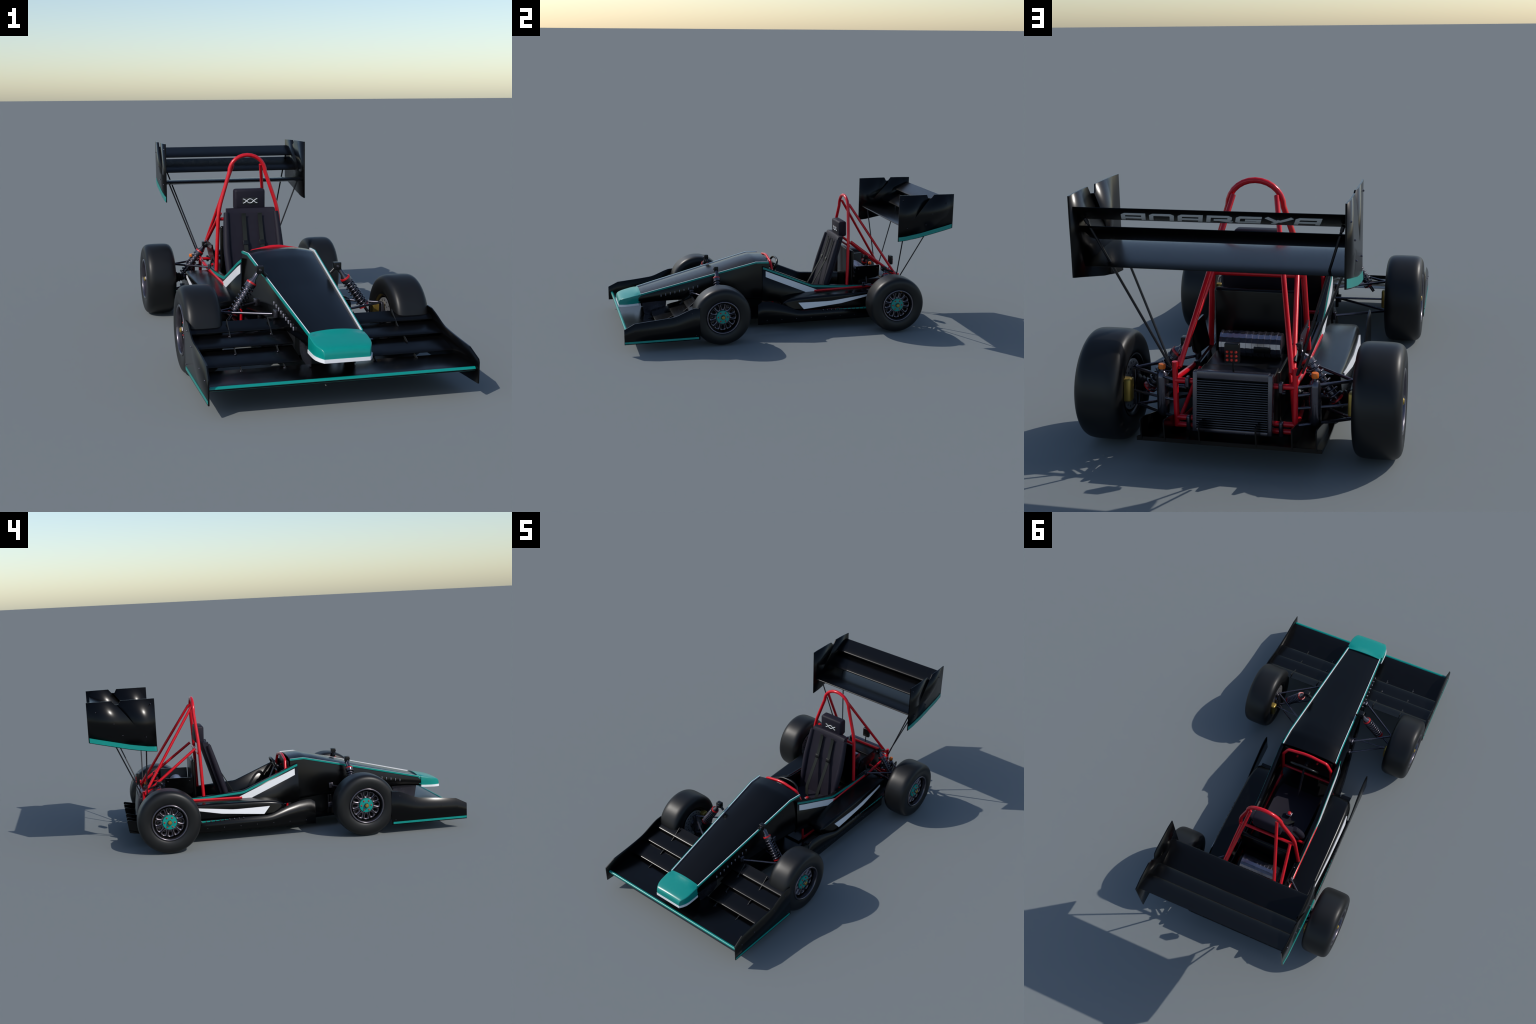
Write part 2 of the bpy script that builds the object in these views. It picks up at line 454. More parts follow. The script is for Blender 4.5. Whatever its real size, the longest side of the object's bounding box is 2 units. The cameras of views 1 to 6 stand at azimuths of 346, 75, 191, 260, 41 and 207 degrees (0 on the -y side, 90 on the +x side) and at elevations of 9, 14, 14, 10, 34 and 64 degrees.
bolts("endplate_bolt", [(ep_x(y, z), y, z) for y, z in ((-0.951, 0.121), (-0.858, 0.136), (-0.706, 0.171), (-0.619, 0.207), (-0.595, 0.078))], fw, 0.0026, 0.003, DARKSTEEL)
# slot-gap brackets: thin upright plates with bolt heads
for x in (0.1655, 0.3185):
    for prof in ([(-0.640, 0.170), (-0.575, 0.221), (-0.578, 0.229), (-0.610, 0.203), (-0.645, 0.178)],
                 [(-0.730, 0.132), (-0.700, 0.150), (-0.698, 0.157), (-0.716, 0.152), (-0.734, 0.142)],
                 [(-0.822, 0.096), (-0.793, 0.108), (-0.790, 0.116), (-0.808, 0.112), (-0.828, 0.105)]):
        both(extrude_x("flap_bracket", prof, x - 0.0014, x + 0.0014, PATCH, fw, 30))
bx = []
for x in (0.1655, 0.3185):
    bx += [(x + 0.002, -0.634, 0.1785), (x + 0.002, -0.728, 0.138), (x + 0.002, -0.815, 0.1025)]
bolts("bracket_bolt", bx, fw, 0.0028, 0.003, DARKSTEEL)
# pylons hanging the wing below the nose
for x in (0.080,):
    both(extrude_x("wing_pylon", [(-0.850, 0.176), (-0.78, 0.186), (-0.705, 0.190), (-0.712, 0.128), (-0.745, 0.104), (-0.80, 0.100), (-0.838, 0.106)], x - 0.002, x + 0.002, DARKSTEEL, fw, 30))

# ------------------------------------------------------------------ rear wing
rw = empty("rear_wing", car)
extrude_x("rear_main_plane", airfoil((0.667, 0.6205), (0.917, 0.606), 0.022, 0.0), -0.346, 0.346, WINGBLACK, rw)
extrude_x("rear_flap", airfoil((0.8085, 0.6595), (0.937, 0.7165), 0.017, 0.004), -0.346, 0.346, WINGBLACK, rw)
FL, FT = (0.8895, 0.7285), (0.981, 0.7735)
extrude_x("rear_flap", airfoil(FL, FT, 0.013, 0.002), -0.346, 0.346, WINGBLACK, rw)
rep_top = interp([(0.651, 0.806), (0.8245, 0.806), (0.835, 0.785), (0.860, 0.785), (0.870, 0.806), (1.0, 0.804)])
rep_low = interp([(0.651, 0.527), (0.70, 0.531), (0.789, 0.5465), (1.0, 0.596)])
def slit(z):
    return 0.744 + (0.846 - 0.744) * (z - 0.655) / (0.785 - 0.655)
def rep_x(y, z):
    x = 0.3490
    yd = slit(z); k = smoothstep((z - 0.655) / 0.10)
    if y <= yd:
        x -= 0.006 * k * smoothstep(1 - (yd - y) / 0.07)
        x -= 0.002 * (1 - smoothstep((y - 0.651) / 0.04))
    else:
        x += 0.001 * k
    x -= 0.004 * smoothstep((y - 0.935) / 0.075)
    return x
def rep_uv(y, z):
    yd = slit(z) if z > 0.655 else 1.0
    u = (y - 0.651) / (yd - 0.651) if y <= yd else (y - yd) / (1.0 - yd)
    k = smoothstep((z - 0.60) / 0.12)
    whole = (y - 0.651) / 0.349
    return whole + (u - whole) * k, (z - rep_low(y)) / (0.806 - rep_low(y))
def warp(y, z):
    """slide the columns so that one of them follows the slit"""
    if z <= 0.655:
        return y
    yd = slit(z)
    if y <= 0.744:
        return 0.651 + (y - 0.651) * (yd - 0.651) / (0.744 - 0.651)
    return 1.0 - (1.0 - y) * (1.0 - yd) / (1.0 - 0.744)
secs = []
for y in lin(0.651, 0.7438, 44) + lin(0.7442, 1.0, 90):
    zt = 0.806
    for _ in range(12):
        zt = 0.5 * zt + 0.5 * rep_top(warp(y, zt))
    b = rep_low(y)
    zs = lin(b, zt, 50)
    col = [(warp(y, z), z) for z in zs]
    def off(yy, z):
        # the split is decided by the column, not by rounding
        return rep_x(min(yy, slit(z) - 1e-5) if y < 0.744 else max(yy, slit(z) + 1e-5) if z > 0.655 else yy, z)
    secs.append([(off(yy, z), yy, z) for yy, z in col] + [(off(yy, z) - 0.0045, yy, z) for yy, z in col[::-1]])
V, F = loft(secs)
both(soften(mesh_obj("rear_endplate", V, F, BLACK, rw, 45), rep_uv, 0.85, 0.95))
both(strip_on("endplate_stripe", lin(0.654, 0.995, 80), lambda y: rep_low(y) + 0.003, lambda y: rep_low(y) + 0.0265, rep_x, TEAL, rw, 0.001))
bolts("endplate_bolt", [(rep_x(y, z), y, z) for y, z in ((0.954, 0.752), (0.865, 0.687), (0.824, 0.624), (0.705, 0.608), (0.672, 0.779))], rw, 0.0028, 0.004)
both(rod("wing_strut", (0.180, 0.743, 0.274), (0.327, 0.935, 0.730), 0.0036, ROD, rw))
both(rod("wing_strut", (0.190, 0.713, 0.268), (0.322, 0.703, 0.610), 0.0036, ROD, rw))
both(rod("wing_strut_end", (0.3255, 0.933, 0.724), (0.330, 0.939, 0.738), 0.0052, ROD, rw))

# lettering on the underside of the top flap, read from behind
def stroke(points, w, closed=False):
    """miter-offset a 2D polyline; returns left and right outlines"""
    P = [np.array(p, float) for p in points]; L, R = [], []
    n = len(P)
    for i in range(n):
        a = P[i - 1] if (i > 0 or closed) else None
        b = P[(i + 1) % n] if (i < n - 1 or closed) else None
        d1 = (P[i] - a) / np.linalg.norm(P[i] - a) if a is not None else None
        d2 = (b - P[i]) / np.linalg.norm(b - P[i]) if b is not None else None
        if d1 is None: d1 = d2
        if d2 is None: d2 = d1
        n1, n2 = np.array([-d1[1], d1[0]]), np.array([-d2[1], d2[0]])
        mm = n1 + n2; mm /= np.linalg.norm(mm); s = w / 2 / max(0.5, mm @ n1)
        L.append(P[i] + mm * s); R.append(P[i] - mm * s)
    return L, R
# letter skeletons in a 1 x 1 cell
GLYPH = {
    'A': [[(0.0, 0.0), (0.0, 0.86), (0.10, 1.0), (1.0, 1.0), (1.0, 0.0)], [(0.1, 0.34), (0.9, 0.34)]],
    'N': [[(0.0, 0.0), (0.0, 0.86), (0.10, 1.0), (0.9, 1.0), (1.0, 0.86), (1.0, 0.0)]],
    'R': [[(0.0, 0.0), (0.0, 1.0), (0.9, 1.0), (1.0, 0.86), (1.0, 0.50), (0.9, 0.38), (0.25, 0.38)], [(0.55, 0.38), (1.05, 0.0)]],
    'G': [[(1.0, 1.0), (0.1, 1.0), (0.0, 0.86), (0.0, 0.14), (0.1, 0.0), (1.0, 0.0), (1.0, 0.48), (0.45, 0.48)]],
    'Y': [[(0.0, 1.0), (0.42, 0.42), (0.62, 0.42), (1.05, 1.0)], [(0.52, 0.5), (0.35, 0.0)]],
}
cd = np.array(FT) - np.array(FL); cl = np.linalg.norm(cd); cd /= cl
cn = np.array([cd[1], -cd[0]])      # away from the flap, down and back
def letter(ch, x_left, width, lo, hi, sw):
    V, F = [], []
    lib = airfoil(FL, FT, 0.013, 0.002, 40)
    lower = lib[41:]
    sl = [np.dot(p - np.array(FL), cd) for p in lower]; dl = [np.dot(p - np.array(FL), cn) for p in lower]
    h = hi - lo
    def place(p, off):
        u, v = p
        s = lo + v
        x = x_left - (u + 0.28 * v)
        d = float(np.interp(s, sl, dl)) + off
        q = np.array(FL) + cd * s + cn * d
        return (x, q[0], q[1])
    for line in GLYPH[ch]:
        pts = [(sw / 2 + a * (width - sw), sw / 2 + b * (h - sw)) for a, b in line]
        fine = [pts[0]]
        for p, q in zip(pts, pts[1:]):
            m = max(1, int(math.dist(p, q) / 0.008))
            fine += [tuple(np.array(p) + (np.array(q) - np.array(p)) * (i + 1) / m) for i in range(m)]
        # squared ends
        e0 = np.array(fine[0]) - np.array(fine[1]); e1 = np.array(fine[-1]) - np.array(fine[-2])
        if line[0][1] == 0.0 or ch in 'GY': fine[0] = tuple(np.array(fine[0]) + e0 / np.linalg.norm(e0) * sw / 2)
        if line[-1][1] in (0.0, 1.0) or ch == 'G': fine[-1] = tuple(np.array(fine[-1]) + e1 / np.linalg.norm(e1) * sw / 2)
        L, R = stroke(fine, sw)
        b0 = len(V); k = len(L)
        for off in (0.0009, -0.0006):
            V += [place(p, off) for p in L] + [place(p, off) for p in R]
        for i in range(k - 1):
            a, c = b0 + i, b0 + k + i
            F.append((a, a + 1, c + 1, c)); F.append((a + 2 * k, c + 2 * k, c + 1 + 2 * k, a + 1 + 2 * k))
            F.append((a, a + 2 * k, a + 1 + 2 * k, a + 1)); F.append((c, c + 1, c + 1 + 2 * k, c + 2 * k))
        for i in (0, k - 1):
            a, c = b0 + i, b0 + k + i
            F.append((a, c, c + 2 * k, a + 2 * k))
    mesh_obj("letter", V, F, SILVER, rw, 30)
for i, ch in enumerate("ANARGYA"):
    letter(ch, 0.2375 - 0.0738 * i, 0.0640, 0.031, 0.078, 0.0108)

# ------------------------------------------------------------------ wheels
R_T = 0.1665
def build_wheel(parent):
    """wheel centred at the origin, outboard face towards +x"""
    w = empty("wheel", parent)
    half = [(0.1665, 0.0), (0.1663, 0.022), (0.1655, 0.039), (0.1628, 0.051), (0.1575, 0.0595), (0.149, 0.0655), (0.136, 0.0690), (0.120, 0.0690), (0.106, 0.0665), (0.096, 0.062)]
    prof = [(r, -x) for r, x in half[::-1]] + half[1:] + [(0.090, 0.055), (0.090, -0.055)]
    # round the section with a Catmull-Rom pass
    P = [np.array(p) for p in prof[:-2]]; fine = []
    for i in range(len(P) - 1):
        p0, p1, p2, p3 = P[max(i - 1, 0)], P[i], P[i + 1], P[min(i + 2, len(P) - 1)]
        for k in range(3):
            t = k / 3
            fine.append(0.5 * (2 * p1 + (p2 - p0) * t + (2 * p0 - 5 * p1 + 4 * p2 - p3) * t * t + (3 * p1 - p0 - 3 * p2 + p3) * t ** 3))
    fine.append(P[-1])
    prof2 = [tuple(p) for p in fine] + prof[-2:]
    lathe("tyre", prof2, TYRE, w, 'X', 96, closed=True, angle=60)
    rim = lathe("rim", [(0.0905, 0.045), (0.0950, 0.054), (0.0965, 0.062), (0.0950, 0.0665), (0.0920, 0.0680), (0.0885, 0.0672), (0.0868, 0.0640),
                        (0.0862, 0.057), (0.0850, 0.045)], GUN, w, 'X', 96, closed=True, angle=60)
    lathe("rim_barrel", [(0.0905, -0.064), (0.0945, -0.064), (0.0945, -0.058), (0.0900, -0.052), (0.0900, 0.048), (0.0852, 0.048), (0.0830, 0.020), (0.0830, -0.055), (0.086, -0.060)], PLASTIC, w, 'X', 96, closed=True, angle=40)
    # one spoke segment: a raised loop round a tear-drop hole, filling a twelfth of the face
    r0, r1, ha = 0.0345, 0.0785, math.radians(15)
    def inside(y, z):
        r = math.hypot(y, z); return r0 <= r <= r1 and abs(math.atan2(y, z)) <= ha * 0.985
    hc = 0.0610; N = 40; hole_l, edge_l = [], []
    for k in range(N):
        t = 2 * math.pi * k / N
        dy, dz = math.sin(t), math.cos(t)
        hy = 0.0058 * dy * (1.0 + 0.30 * dz); hz = 0.0105 * dz
        lo_, hi_ = 0.0, 0.06
        for _ in range(40):
            m_ = (lo_ + hi_) / 2
            if inside(hy * m_ * 1000, hc + hz * m_ * 1000): lo_ = m_
            else: hi_ = m_
        hole_l.append((hy, hc + hz)); edge_l.append((hy * lo_ * 1000, hc + hz * lo_ * 1000))
    def mixl(f): return [(a[0] + (b[0] - a[0]) * f, a[1] + (b[1] - a[1]) * f) for a, b in zip(hole_l, edge_l)]
    xs = [(0.0, 0.022), (0.0, 0.032), (0.10, 0.038), (0.30, 0.0415), (0.50, 0.0435), (0.72, 0.0440), (0.90, 0.0420), (0.97, 0.039), (1.0, 0.0350), (1.0, 0.022)]
    rings = [[(x, p[0], p[1]) for p in mixl(f)] for f, x in xs]
    V, F = loft(rings + [rings[0]], True, False)
    sp = mesh_obj("spoke", V, F, GUN, rim, 50)
    for k in range(1, 12):
        o = copy_of(sp, parent=rim); o.rotation_euler = (2 * math.pi * k / 12, 0, 0)
    lathe("hub_disc", [(0.0, 0.020), (0.037, 0.020), (0.0385, 0.023), (0.0385, 0.047), (0.0365, 0.050), (0.014, 0.052), (0.0, 0.052)], TEAL, w, 'X', 48)
    lathe("centre_nut", [(0.0, 0.048), (0.0135, 0.048), (0.0135, 0.058), (0.0115, 0.061), (0.0, 0.061)], GUN, w, 'X', 6, angle=20)
    lathe("centre_cap", [(0.0, 0.058), (0.0105, 0.058), (0.0105, 0.064), (0.0075, 0.0675), (0.0, 0.0685)], GOLD, w, 'X', 20)
    nut = None
    for k in range(6):
        a = 2 * math.pi * k / 6
        if nut is None:
            nut = lathe("lug_nut", [(0.0, 0.047), (0.0042, 0.047), (0.0042, 0.052), (0.0028, 0.0545), (0.0, 0.055)], REDPLASTIC, w, 'X', 12, (0, 0.0272, 0)); o = nut
        else:
            o = copy_of(nut, parent=w)
        o.rotation_euler = (a, 0, 0)
    disc = lathe("brake_disc", [(0.030, -0.056), (0.076, -0.056), (0.0765, -0.0555), (0.0765, -0.0505), (0.076, -0.050), (0.030, -0.050)], DISC, w, 'X', 64, closed=True, angle=25)
    hole = None
    for k in range(18):
        for rr, ph in ((0.050, 0.0), (0.066, 0.5)):
            a = 2 * math.pi * (k + ph) / 18
            if hole is None:
                hole = lathe("disc_hole", [(0.0, -0.0564), (0.0035, -0.0564), (0.0035, -0.0558), (0.0, -0.0558)], ROD, disc, 'X', 10); o = hole
            else:
                o = copy_of(hole, parent=disc)
            o.location = (0, rr * math.cos(a), rr * math.sin(a))
    lathe("hub_barrel", [(0.0, -0.070), (0.020, -0.070), (0.026, -0.066), (0.030, -0.055), (0.030, 0.032), (0.0, 0.032)], DARKSTEEL, w, 'X', 32)
    cal = box("brake_caliper", (-0.066, 0.072, 0.012), (0.036, 0.034, 0.070), GOLD, w, 0.007, (0.12, 0, 0))
    box("upright", (-0.068, 0.0, 0.0), (0.014, 0.026, 0.122), DARKSTEEL, w, 0.004)
    return w

def clone_tree(src, parent, loc, mirror):
    c = copy_of(src, parent=parent, loc=loc)
    if mirror:
        c.scale = (-1, 1, 1)
    def rec(s, d):
        for ch in list(s.children):
            k = ch.copy(); bpy.context.scene.collection.objects.link(k); k.parent = d
            rec(ch, k)
    kids = list(src.children)
    for ch in kids:
        k = ch.copy(); bpy.context.scene.collection.objects.link(k); k.parent = c
        rec(ch, k)
    return c
w0 = build_wheel(car)
w0.location = (0.4005, -0.4385, R_T)
for x, y, mi in ((-0.4005, -0.4385, True), (0.4005, 0.6195, False), (-0.4005, 0.6195, True)):
    clone_tree(w0, car, (x, y, R_T), mi)

# ------------------------------------------------------------------ suspension
sus = empty("suspension", car)
def arm(name, p, q, r=0.0048):
    both(rod(name, p, q, r, DARKSTEEL, sus))
def clevis(p, size=(0.014, 0.024, 0.030)):
    both(box("clevis", p, size, DARKSTEEL, sus, 0.003))
for y, sgn in ((-0.4385, 1), ):
    arm("wishbone", (0.329, -0.441, 0.226), (0.143, -0.562, 0.235)); arm("wishbone", (0.329, -0.441, 0.226), (0.140, -0.323, 0.229))
    arm("wishbone", (0.332, -0.440, 0.108), (0.128, -0.560, 0.116)); arm("wishbone", (0.332, -0.440, 0.108), (0.143, -0.316, 0.118))
    arm("track_rod", (0.330, -0.392, 0.170), (0.120, -0.372, 0.172), 0.004)
    for p in ((0.131, -0.562, 0.235), (0.147, -0.323, 0.230), (0.128, -0.560, 0.116), (0.140, -0.316, 0.118)):
        clevis(p)
arm("wishbone", (0.326, 0.642, 0.228), (0.178, 0.728, 0.231)); arm("wishbone", (0.326, 0.642, 0.228), (0.166, 0.508, 0.228))
arm("wishbone", (0.322, 0.630, 0.108), (0.174, 0.728, 0.116)); arm("wishbone", (0.322, 0.630, 0.108), (0.170, 0.505, 0.100))
arm("toe_link", (0.324, 0.665, 0.165), (0.172, 0.72, 0.165), 0.004)
clevis((0.168, 0.508, 0.228)); clevis((0.170, 0.505, 0.102))
# drive shafts with bellows
both(rod("drive_shaft", (0.06, 0.6195, 0.167), (0.33, 0.6195, 0.167), 0.008, DARKSTEEL, sus))
for xa, d in ((0.285, 1), (0.165, -1)):
    prof = []
    for i in range(9):
        prof.append(((0.030 - 0.0018 * i) * (1 if i % 2 == 0 else 0.80), xa - d * (i - 4) * 0.006 + d * 0.012))
    both(lathe("shaft_boot", [(0.004, prof[0][1])] + prof + [(0.004, prof[-1][1])], PLASTIC, sus, 'X', 24, (0, 0.6195, 0.167)))

def coilover(top, bottom, ring_at, spring_end, r=0.0195, coils=8):
    """spring-damper unit from chassis bracket (top) to lower arm (bottom)"""
    unit = empty("coilover", sus)
    T, B = Vector(top), Vector(bottom); L = (B - T).length; M = frame_to(T, B)
    def along(prof, name, mat, seg=20):
        o = lathe(name, prof, mat, unit, 'Z', seg); o.matrix_local = M
        return o
    o1 = along([(0.0, 0.004), (0.0085, 0.004), (0.0085, ring_at - 0.014), (0.0160, ring_at - 0.003), (0.0160, ring_at + 0.004), (0.013, ring_at + 0.004), (0.013, L * 0.80), (0.006, L * 0.80), (0.006, L), (0.0, L)], "damper", DARKSTEEL)
    o2 = along([(0.008, ring_at - 0.001), (0.0195, ring_at - 0.001), (0.0205, ring_at + 0.001), (0.0205, ring_at + 0.006), (0.008, ring_at + 0.006)], "preload_collar", REDPLASTIC, 24)
    o3 = along([(0.008, ring_at + 0.006), (0.0215, ring_at + 0.006), (0.0195, ring_at + 0.020), (0.008, ring_at + 0.020)], "spring_seat", DARKSTEEL, 24)
    o4 = along([(0.008, spring_end), (0.0205, spring_end), (0.0205, spring_end + 0.004), (0.008, spring_end + 0.008)], "spring_seat", REDPLASTIC, 24)
    z0, z1 = ring_at + 0.018, spring_end
    pts = [(r * math.cos(t), r * math.sin(t), z0 + (z1 - z0) * t / (2 * math.pi * coils)) for t in lin(0, 2 * math.pi * coils, coils * 18)]
    V, F = sweep(pts, 0.0030, 8)
    o5 = mesh_obj("spring", V, F, DARKSTEEL, unit, 60); o5.matrix_local = M
    # piggyback reservoir beside the upper body
    o6 = along([(0.0, 0.022), (0.0055, 0.022), (0.0055, ring_at), (0.0, ring_at)], "reservoir", DARKSTEEL, 12)
    o6.matrix_local = M @ Matrix.Translation((0.009, 0.0, 0.0))
    bx = box("shock_bracket", top, (0.029, 0.024, 0.029), PLASTIC, unit, 0.002)
    ball = lathe("bracket_pin", [(0.0, -0.018), (0.004, -0.0175), (0.0065, -0.013), (0.0065, 0.013), (0.0, 0.015)], DARKSTEEL, unit, 'Y', 14, top)
    clone_tree(unit, sus, (0, 0, 0), True)
coilover((0.154, -0.419, 0.376), (0.279, -0.429, 0.190), 0.056, 0.192)
coilover((0.163, 0.641, 0.318), (0.296, 0.648, 0.150), 0.040, 0.185)
# bracket feet that tie the shock mounts to the hull
both(rod("shock_mount", (0.128, -0.419, 0.350), (0.152, -0.419, 0.374), 0.007, PLASTIC, sus))
both(rod("shock_mount", (0.166, 0.70, 0.295), (0.163, 0.645, 0.316), 0.006, PLASTIC, sus))

# ------------------------------------------------------------------ spaceframe
fr = empty("spaceframe", car)
hoop = [(0.158, 0.402, 0.10), (0.157, 0.402, 0.216), (0.1405, 0.411, 0.512), (0.085, 0.4235, 0.682)]
arc = [(0.085 * math.cos(a) if True else 0, 0.424 , 0.682 + 0.078 * math.sin(a)) for a in lin(0, math.pi, 15)]
left = rounded_path(hoop, 0.05)
path = left[:-1] + [Vector(p) for p in arc] + [Vector((-p.x, p.y, p.z)) for p in left[::-1][1:]]
tube("roll_hoop", path, 0.0092, RED, fr, seg=18)
both(rod("hoop_stay", (0.066, 0.434, 0.716), (0.162, 0.722, 0.270), 0.0078, RED, fr))
both(rod("hoop_stay", (0.128, 0.432, 0.492), (0.167, 0.724, 0.268), 0.0078, RED, fr))
rod("hoop_crossbar", (-0.142, 0.416, 0.468), (0.142, 0.416, 0.468), 0.0078, RED, fr)
both(rod("rear_post", (0.172, 0.731, 0.094), (0.173, 0.729, 0.287), 0.0082, RED, fr))
both(tube("upper_rail", [(0.163, 0.190, 0.206), (0.164, 0.40, 0.2105), (0.168, 0.56, 0.215), (0.172, 0.728, 0.236)], 0.0078, RED, fr, 0.04))
both(tube("lower_rail", [(0.146, -0.07, 0.075), (0.150, 0.0, 0.074), (0.150, 0.42, 0.074), (0.172, 0.728, 0.100)], 0.0075, RED, fr, 0.05))
both(rod("frame_diagonal", (0.168, 0.716, 0.106), (0.135, 0.60, 0.226), 0.006, RED, fr))
both(box("pickup_post", (0.130, -0.316, 0.118), (0.012, 0.020, 0.112), PLASTIC, fr, 0.002))
both(box("pickup_post", (0.118, -0.560, 0.130), (0.012, 0.020, 0.100), PLASTIC, fr, 0.002))
both(rod("frame_upright", (0.148, -0.066, 0.078), (0.143, -0.07, 0.30), 0.0065, RED, fr))
for z, r in ((0.2325, 0.0078), (0.1205, 0.0078), (0.0985, 0.0078)):
    both(rod("rear_crossbar", (0.172, 0.731, z), (0.104, 0.731, z), r, RED, fr))
for z in (0.2325, 0.109):
    both(box("frame_clamp", (0.134, 0.738, z), (0.012, 0.022, 0.030 if z > 0.2 else 0.044), DARKSTEEL, fr, 0.004))
rod("dash_crossbar", (-0.14, -0.066, 0.205), (0.14, -0.066, 0.205), 0.007, RED, fr)
tube("front_hoop", [(0.136, -0.068, 0.18), (0.133, -0.068, 0.335), (0.106, -0.073, 0.3895), (0.02, -0.074, 0.406), (-0.02, -0.074, 0.406), (-0.106, -0.073, 0.3895), (-0.133, -0.068, 0.335), (-0.136, -0.068, 0.18)],
     0.0078, RED, fr, 0.012)
rod("seat_crossbar", (-0.145, 0.30, 0.215), (0.145, 0.30, 0.215), 0.007, RED, fr)
# recessed lower tub carrying the pedal box
V, F = loft([[(-x, y, z0), (x, y, z0), (x, y, z1), (-x, y, z1)] for y, x, z0, z1 in
             [(-0.61, 0.070, 0.085, 0.19), (-0.45, 0.070, 0.064, 0.19), (-0.30, 0.058, 0.062, 0.188), (-0.11, 0.050, 0.062, 0.175)]])
mesh_obj("lower_tub", V, F, PLASTIC, fr, 30)
# forward floor tray under the pedal box, widening to the rear
V, F = loft([[(-x, y, 0.057), (x, y, 0.057), (x + 0.002, y, 0.070), (x - 0.006, y, 0.071), (x - 0.008, y, 0.063), (-x + 0.008, y, 0.063), (-x + 0.006, y, 0.071), (-x - 0.002, y, 0.070)]
             for y, x in [(-0.585, 0.104), (-0.49, 0.128), (-0.35, 0.149), (-0.18, 0.176), (-0.08, 0.187)]])
mesh_obj("floor_tray", V, F, BLACK, fr, 30)
V, F = loft([[(-0.146, y, 0.064), (0.146, y, 0.064), (0.146, y, z), (-0.146, y, z)] for y, z in ((-0.10, 0.076), (0.10, 0.076), (0.40, 0.090), (0.46, 0.090), (0.70, 0.085))])
mesh_obj("cockpit_floor", V, F, PLASTIC, fr, 30)

# ------------------------------------------------------------------ seat
seat = empty("seat", car)
def back_y(z):      # front face of the backrest
    return 0.268 + (0.356 - 0.268) * (z - 0.223) / (0.521 - 0.223)
def half_w(z):
    return float(np.interp(z, [0.10, 0.22, 0.34, 0.45, 0.517], [0.108, 0.116, 0.122, 0.117, 0.112]))
secs = []
for z in lin(0.11, 0.517, 22):
    y, w = back_y(z), half_w(z)
    ring = []
    for s in lin(-1, 1, 13):
        ring.append((w * s, y + 0.006 - 0.006 * abs(s) ** 3, z))
    for s in lin(1, -1, 13):
        ring.append((w * s, y + 0.044 - 0.012 * abs(s) ** 3, z))
    secs.append(ring)
top = [(x, back_y(0.517) + 0.022 + (y - back_y(0.517) - 0.022) * 0.75, 0.5205) for x, y, z in secs[-1]]
V, F = loft(secs + [top])
mesh_obj("backrest", V, F, FABRIC, seat, 50)
for sg in (1,):
    pts = [(half_w(z) + 0.003, back_y(z) + 0.004, z) for z in lin(0.12, 0.503, 16)]
    rad = [0.0125 + 0.004 * math.sin(math.pi * i / 15) for i in range(16)]
    V, F = sweep(pts, rad, 14)
    both(mesh_obj("seat_bolster", V, F, FABRIC, seat, 50))
V, F = loft([[(-w, y, 0.076), (w, y, 0.076), (w * 0.97, y, z), (w * 0.5, y, z - 0.006), (-w * 0.5, y, z - 0.006), (-w * 0.97, y, z)] for y, w, z in
             [(0.00, 0.115, 0.128), (0.05, 0.118, 0.142), (0.16, 0.118, 0.146), (0.25, 0.116, 0.155), (0.30, 0.112, 0.165)]])
mesh_obj("seat_cushion", V, F, FABRIC, seat, 50)
box("headrest", (0, 0.397, 0.5600), (0.144, 0.050, 0.094), FABRIC, seat, 0.011, (0.03, 0, 0))
# emblem: two crossing waves on a dark patch
emb = empty("emblem", seat)
fy = 0.3712
box("emblem_patch", (0.0, fy + 0.0004, 0.5520), (0.074, 0.0014, 0.031), PATCH, emb, 0.0005, (0.03, 0, 0))
for sgn in (1, -1):
    pts = [(0.0335 * v, fy - 0.0006, 0.5525 + sgn * 0.0095 * math.cos(math.pi * v)) for v in lin(-1, 1, 33)]
    V, F = sweep(pts, 0.0017, 8)
    mesh_obj("emblem_wave", V, F, WHITE, emb, 60)
# harness
for sg in (1, -1):
    path = [(0.038 * sg, 0.340, 0.500), (0.038 * sg, back_y(0.485) - 0.003, 0.487), (0.039 * sg, back_y(0.37) - 0.008, 0.37), (0.041 * sg, 0.208, 0.20), (0.034 * sg, 0.200, 0.148)]
    secs = []
    for i, p in enumerate(path):
        d = Vector(path[min(i + 1, 4)]) - Vector(path[max(i - 1, 0)])
        n = Vector((0, d.z, -d.y)).normalized() * 0.0014
        x, y, z = p
        secs.append([(x - 0.0095, y - n.y, z - n.z), (x + 0.0095, y - n.y, z - n.z), (x + 0.0095, y + n.y, z + n.z), (x - 0.0095, y + n.y, z + n.z)])
    V, F = loft(secs)
    mesh_obj("harness_strap", V, F, STRAP, seat, 30)
    box("strap_buckle", (0.039 * sg, back_y(0.37) - 0.0105, 0.37), (0.026, 0.006, 0.022), PLASTIC, seat, 0.002, (-0.3, 0, 0))
box("harness_buckle", (0.0, 0.163, 0.158), (0.030, 0.026, 0.012), GUN, seat, 0.003)
lathe("buckle_button", [(0.0, 0.161), (0.010, 0.161), (0.010, 0.168), (0.006, 0.171), (0.0, 0.1715)], REDPLASTIC, seat, 'Z', 20, (0, 0.160, 0))

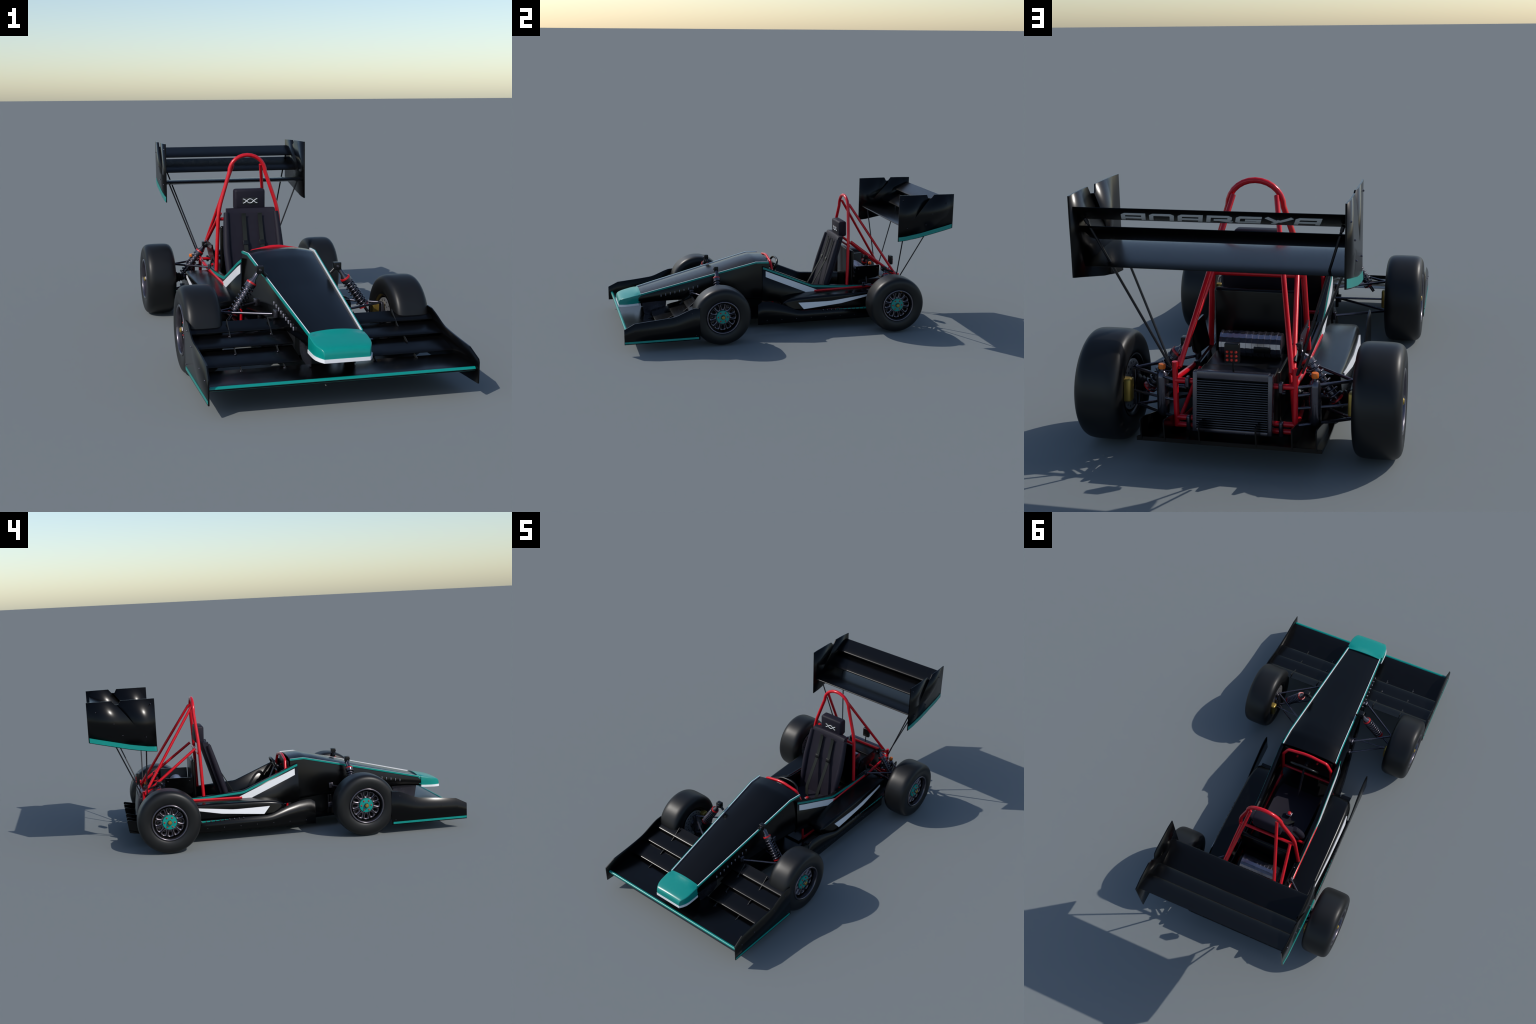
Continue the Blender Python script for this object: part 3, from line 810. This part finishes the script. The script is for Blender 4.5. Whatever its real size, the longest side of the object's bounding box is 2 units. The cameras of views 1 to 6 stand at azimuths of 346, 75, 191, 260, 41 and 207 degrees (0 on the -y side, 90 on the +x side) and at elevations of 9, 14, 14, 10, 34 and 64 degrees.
# ------------------------------------------------------------------ steering and dash
st = empty("steering", car)
ring = []
for t in lin(0, 2 * math.pi, 49)[:-1]:
    x = 0.072 * math.copysign(abs(math.cos(t)) ** 0.75, math.cos(t)); h = 0.040 * math.copysign(abs(math.sin(t)) ** 0.85, math.sin(t))
    ring.append((x, -0.030 + 0.42 * h, 0.350 + 0.93 * h))
V, F = sweep(ring, 0.0065, 12, True)
mesh_obj("steering_rim", V, F, PLASTIC, st, 60)
box("steering_hub", (0, -0.033, 0.350), (0.070, 0.012, 0.026), PLASTIC, st, 0.004, (-0.42, 0, 0))
rod("steering_spoke", (-0.070, -0.031, 0.350), (0.070, -0.031, 0.350), 0.005, PLASTIC, st)
rod("steering_column", (0, -0.035, 0.345), (0, -0.22, 0.25), 0.009, DARKSTEEL, st)
rod("gear_lever", (0.0, -0.03, 0.335), (0.0, 0.05, 0.16), 0.006, DARKSTEEL, st)
box("dash_display", (0.0, -0.083, 0.376), (0.085, 0.014, 0.034), PLASTIC, st, 0.003)
box("dash_panel", (0.0, -0.090, 0.295), (0.262, 0.006, 0.17), PLASTIC, st, 0.002)
for x in (-0.05, 0.06):
    lathe("dash_switch", [(0.0, -0.088), (0.005, -0.088), (0.005, -0.077), (0.0, -0.075)], REDPLASTIC, st, 'Y', 12, (x, 0, 0.335))

# ------------------------------------------------------------------ powertrain bay
bay = empty("powertrain", car)
box("firewall", (0.0, 0.446, 0.285), (0.256, 0.022, 0.292), BLACK, bay, 0.010)
V = []
motor = []
for i in range(10):
    x = 0.086 - 0.0185 * i
    motor += [(0.0400, x), (0.0400, x - 0.006), (0.0380, x - 0.0065), (0.0380, x - 0.018)]
motor = [(0.0, 0.088), (0.030, 0.088), (0.0375, 0.0865)] + motor + [(0.030, -0.100), (0.0, -0.100)]
lathe("motor_drum", motor, MOTOR, bay, 'X', 16, (0, 0.530, 0.281), 18)
box("motor_terminal", (-0.045, 0.569, 0.278), (0.05, 0.012, 0.018), PLASTIC, bay, 0.002)
box("power_case", (0.0, 0.575, 0.165), (0.23, 0.16, 0.16), PLASTIC, bay, 0.006)
box("radiator_shroud", (0.0, 0.694, 0.179), (0.222, 0.10, 0.152), PLASTIC, bay, 0.004, (0, 0, 0))
rad = empty("radiator", bay, (0.0, 0.752, 0.184))
rad.rotation_euler = (0.13, 0, 0)
both(box("radiator_side", (0.1075, 0, 0), (0.013, 0.028, 0.172), DARKSTEEL, rad, 0.002))
for z in (0.081, -0.081):
    box("radiator_tank", (0, 0, z if z < 0 else 0.078), (0.208, 0.026, 0.012 if z < 0 else 0.022), DARKSTEEL, rad, 0.002)
box("radiator_core", (0, -0.006, 0), (0.204, 0.008, 0.156), PLASTIC, rad)
finm = box("radiator_fin", (0, 0, 0), (0.203, 0.016, 0.0028), FIN, rad, 0.0004)
for i in range(21):
    o = finm if i == 0 else copy_of(finm)
    o.location = (0, 0.007, -0.0715 + 0.0065 * i); o.rotation_euler = (0.25, 0, 0)
# brake light with nine lamps
bl = empty("brake_light", bay, (0.0, 0.748, 0.331))
box("lamp_case", (0, 0, 0), (0.042, 0.018, 0.056), PLASTIC, bl, 0.003)
lampm = lathe("lamp", [(0.0, 0.008), (0.0042, 0.008), (0.0042, 0.010), (0.003, 0.0125), (0.0, 0.0135)], REDLAMP, bl, 'Y', 16)
n = 0
for i in range(3):
    for j in range(3):
        o = lampm if n == 0 else copy_of(lampm); n += 1
        o.location = (-0.0125 + 0.0125 * i, 0, -0.0192 + 0.0118 * j)
rod("lamp_stalk", (0, -0.004, -0.024), (0, -0.01, -0.066), 0.003, PLASTIC, bl)
# catch tanks with orange caps
tank = empty("catch_tank", bay)
lathe("tank_body", [(0.0, 0.108), (0.010, 0.108), (0.0165, 0.116), (0.0175, 0.125), (0.0175, 0.225), (0.014, 0.238), (0.008, 0.244), (0.0075, 0.253), (0.0, 0.253)], DARKSTEEL, tank, 'Z', 32, (0.223, 0.695, 0))
lathe("tank_cap", [(0.0, 0.251), (0.0098, 0.251), (0.0105, 0.254), (0.0105, 0.263), (0.009, 0.2655), (0.0, 0.2665)], ORANGE, tank, 'Z', 20, (0.223, 0.695, 0))
rod("tank_bracket", (0.172, 0.728, 0.205), (0.215, 0.70, 0.205), 0.004, DARKSTEEL, tank)
clone_tree(tank, bay, (0, 0, 0), True)
# side shields of the bay
prof = [(0.457, 0.343), (0.608, 0.346), (0.612, 0.276), (0.590, 0.262), (0.468, 0.249), (0.455, 0.262)]
V, F = loft([[(0.166 + dx - 0.02 * (0.35 - z) / 0.1, y, z) for y, z in prof] for dx in (-0.003, 0.003)])
both(mesh_obj("bay_shield", V, F, BLACK, bay, 30))
bolts("shield_bolt", [(0.167, 0.475, 0.325), (0.167, 0.594, 0.328)], bay, 0.0028, 0.003, GUN)
both(rod("shield_bracket", (0.150, 0.530, 0.27), (0.166, 0.530, 0.215), 0.004, ROD, bay))
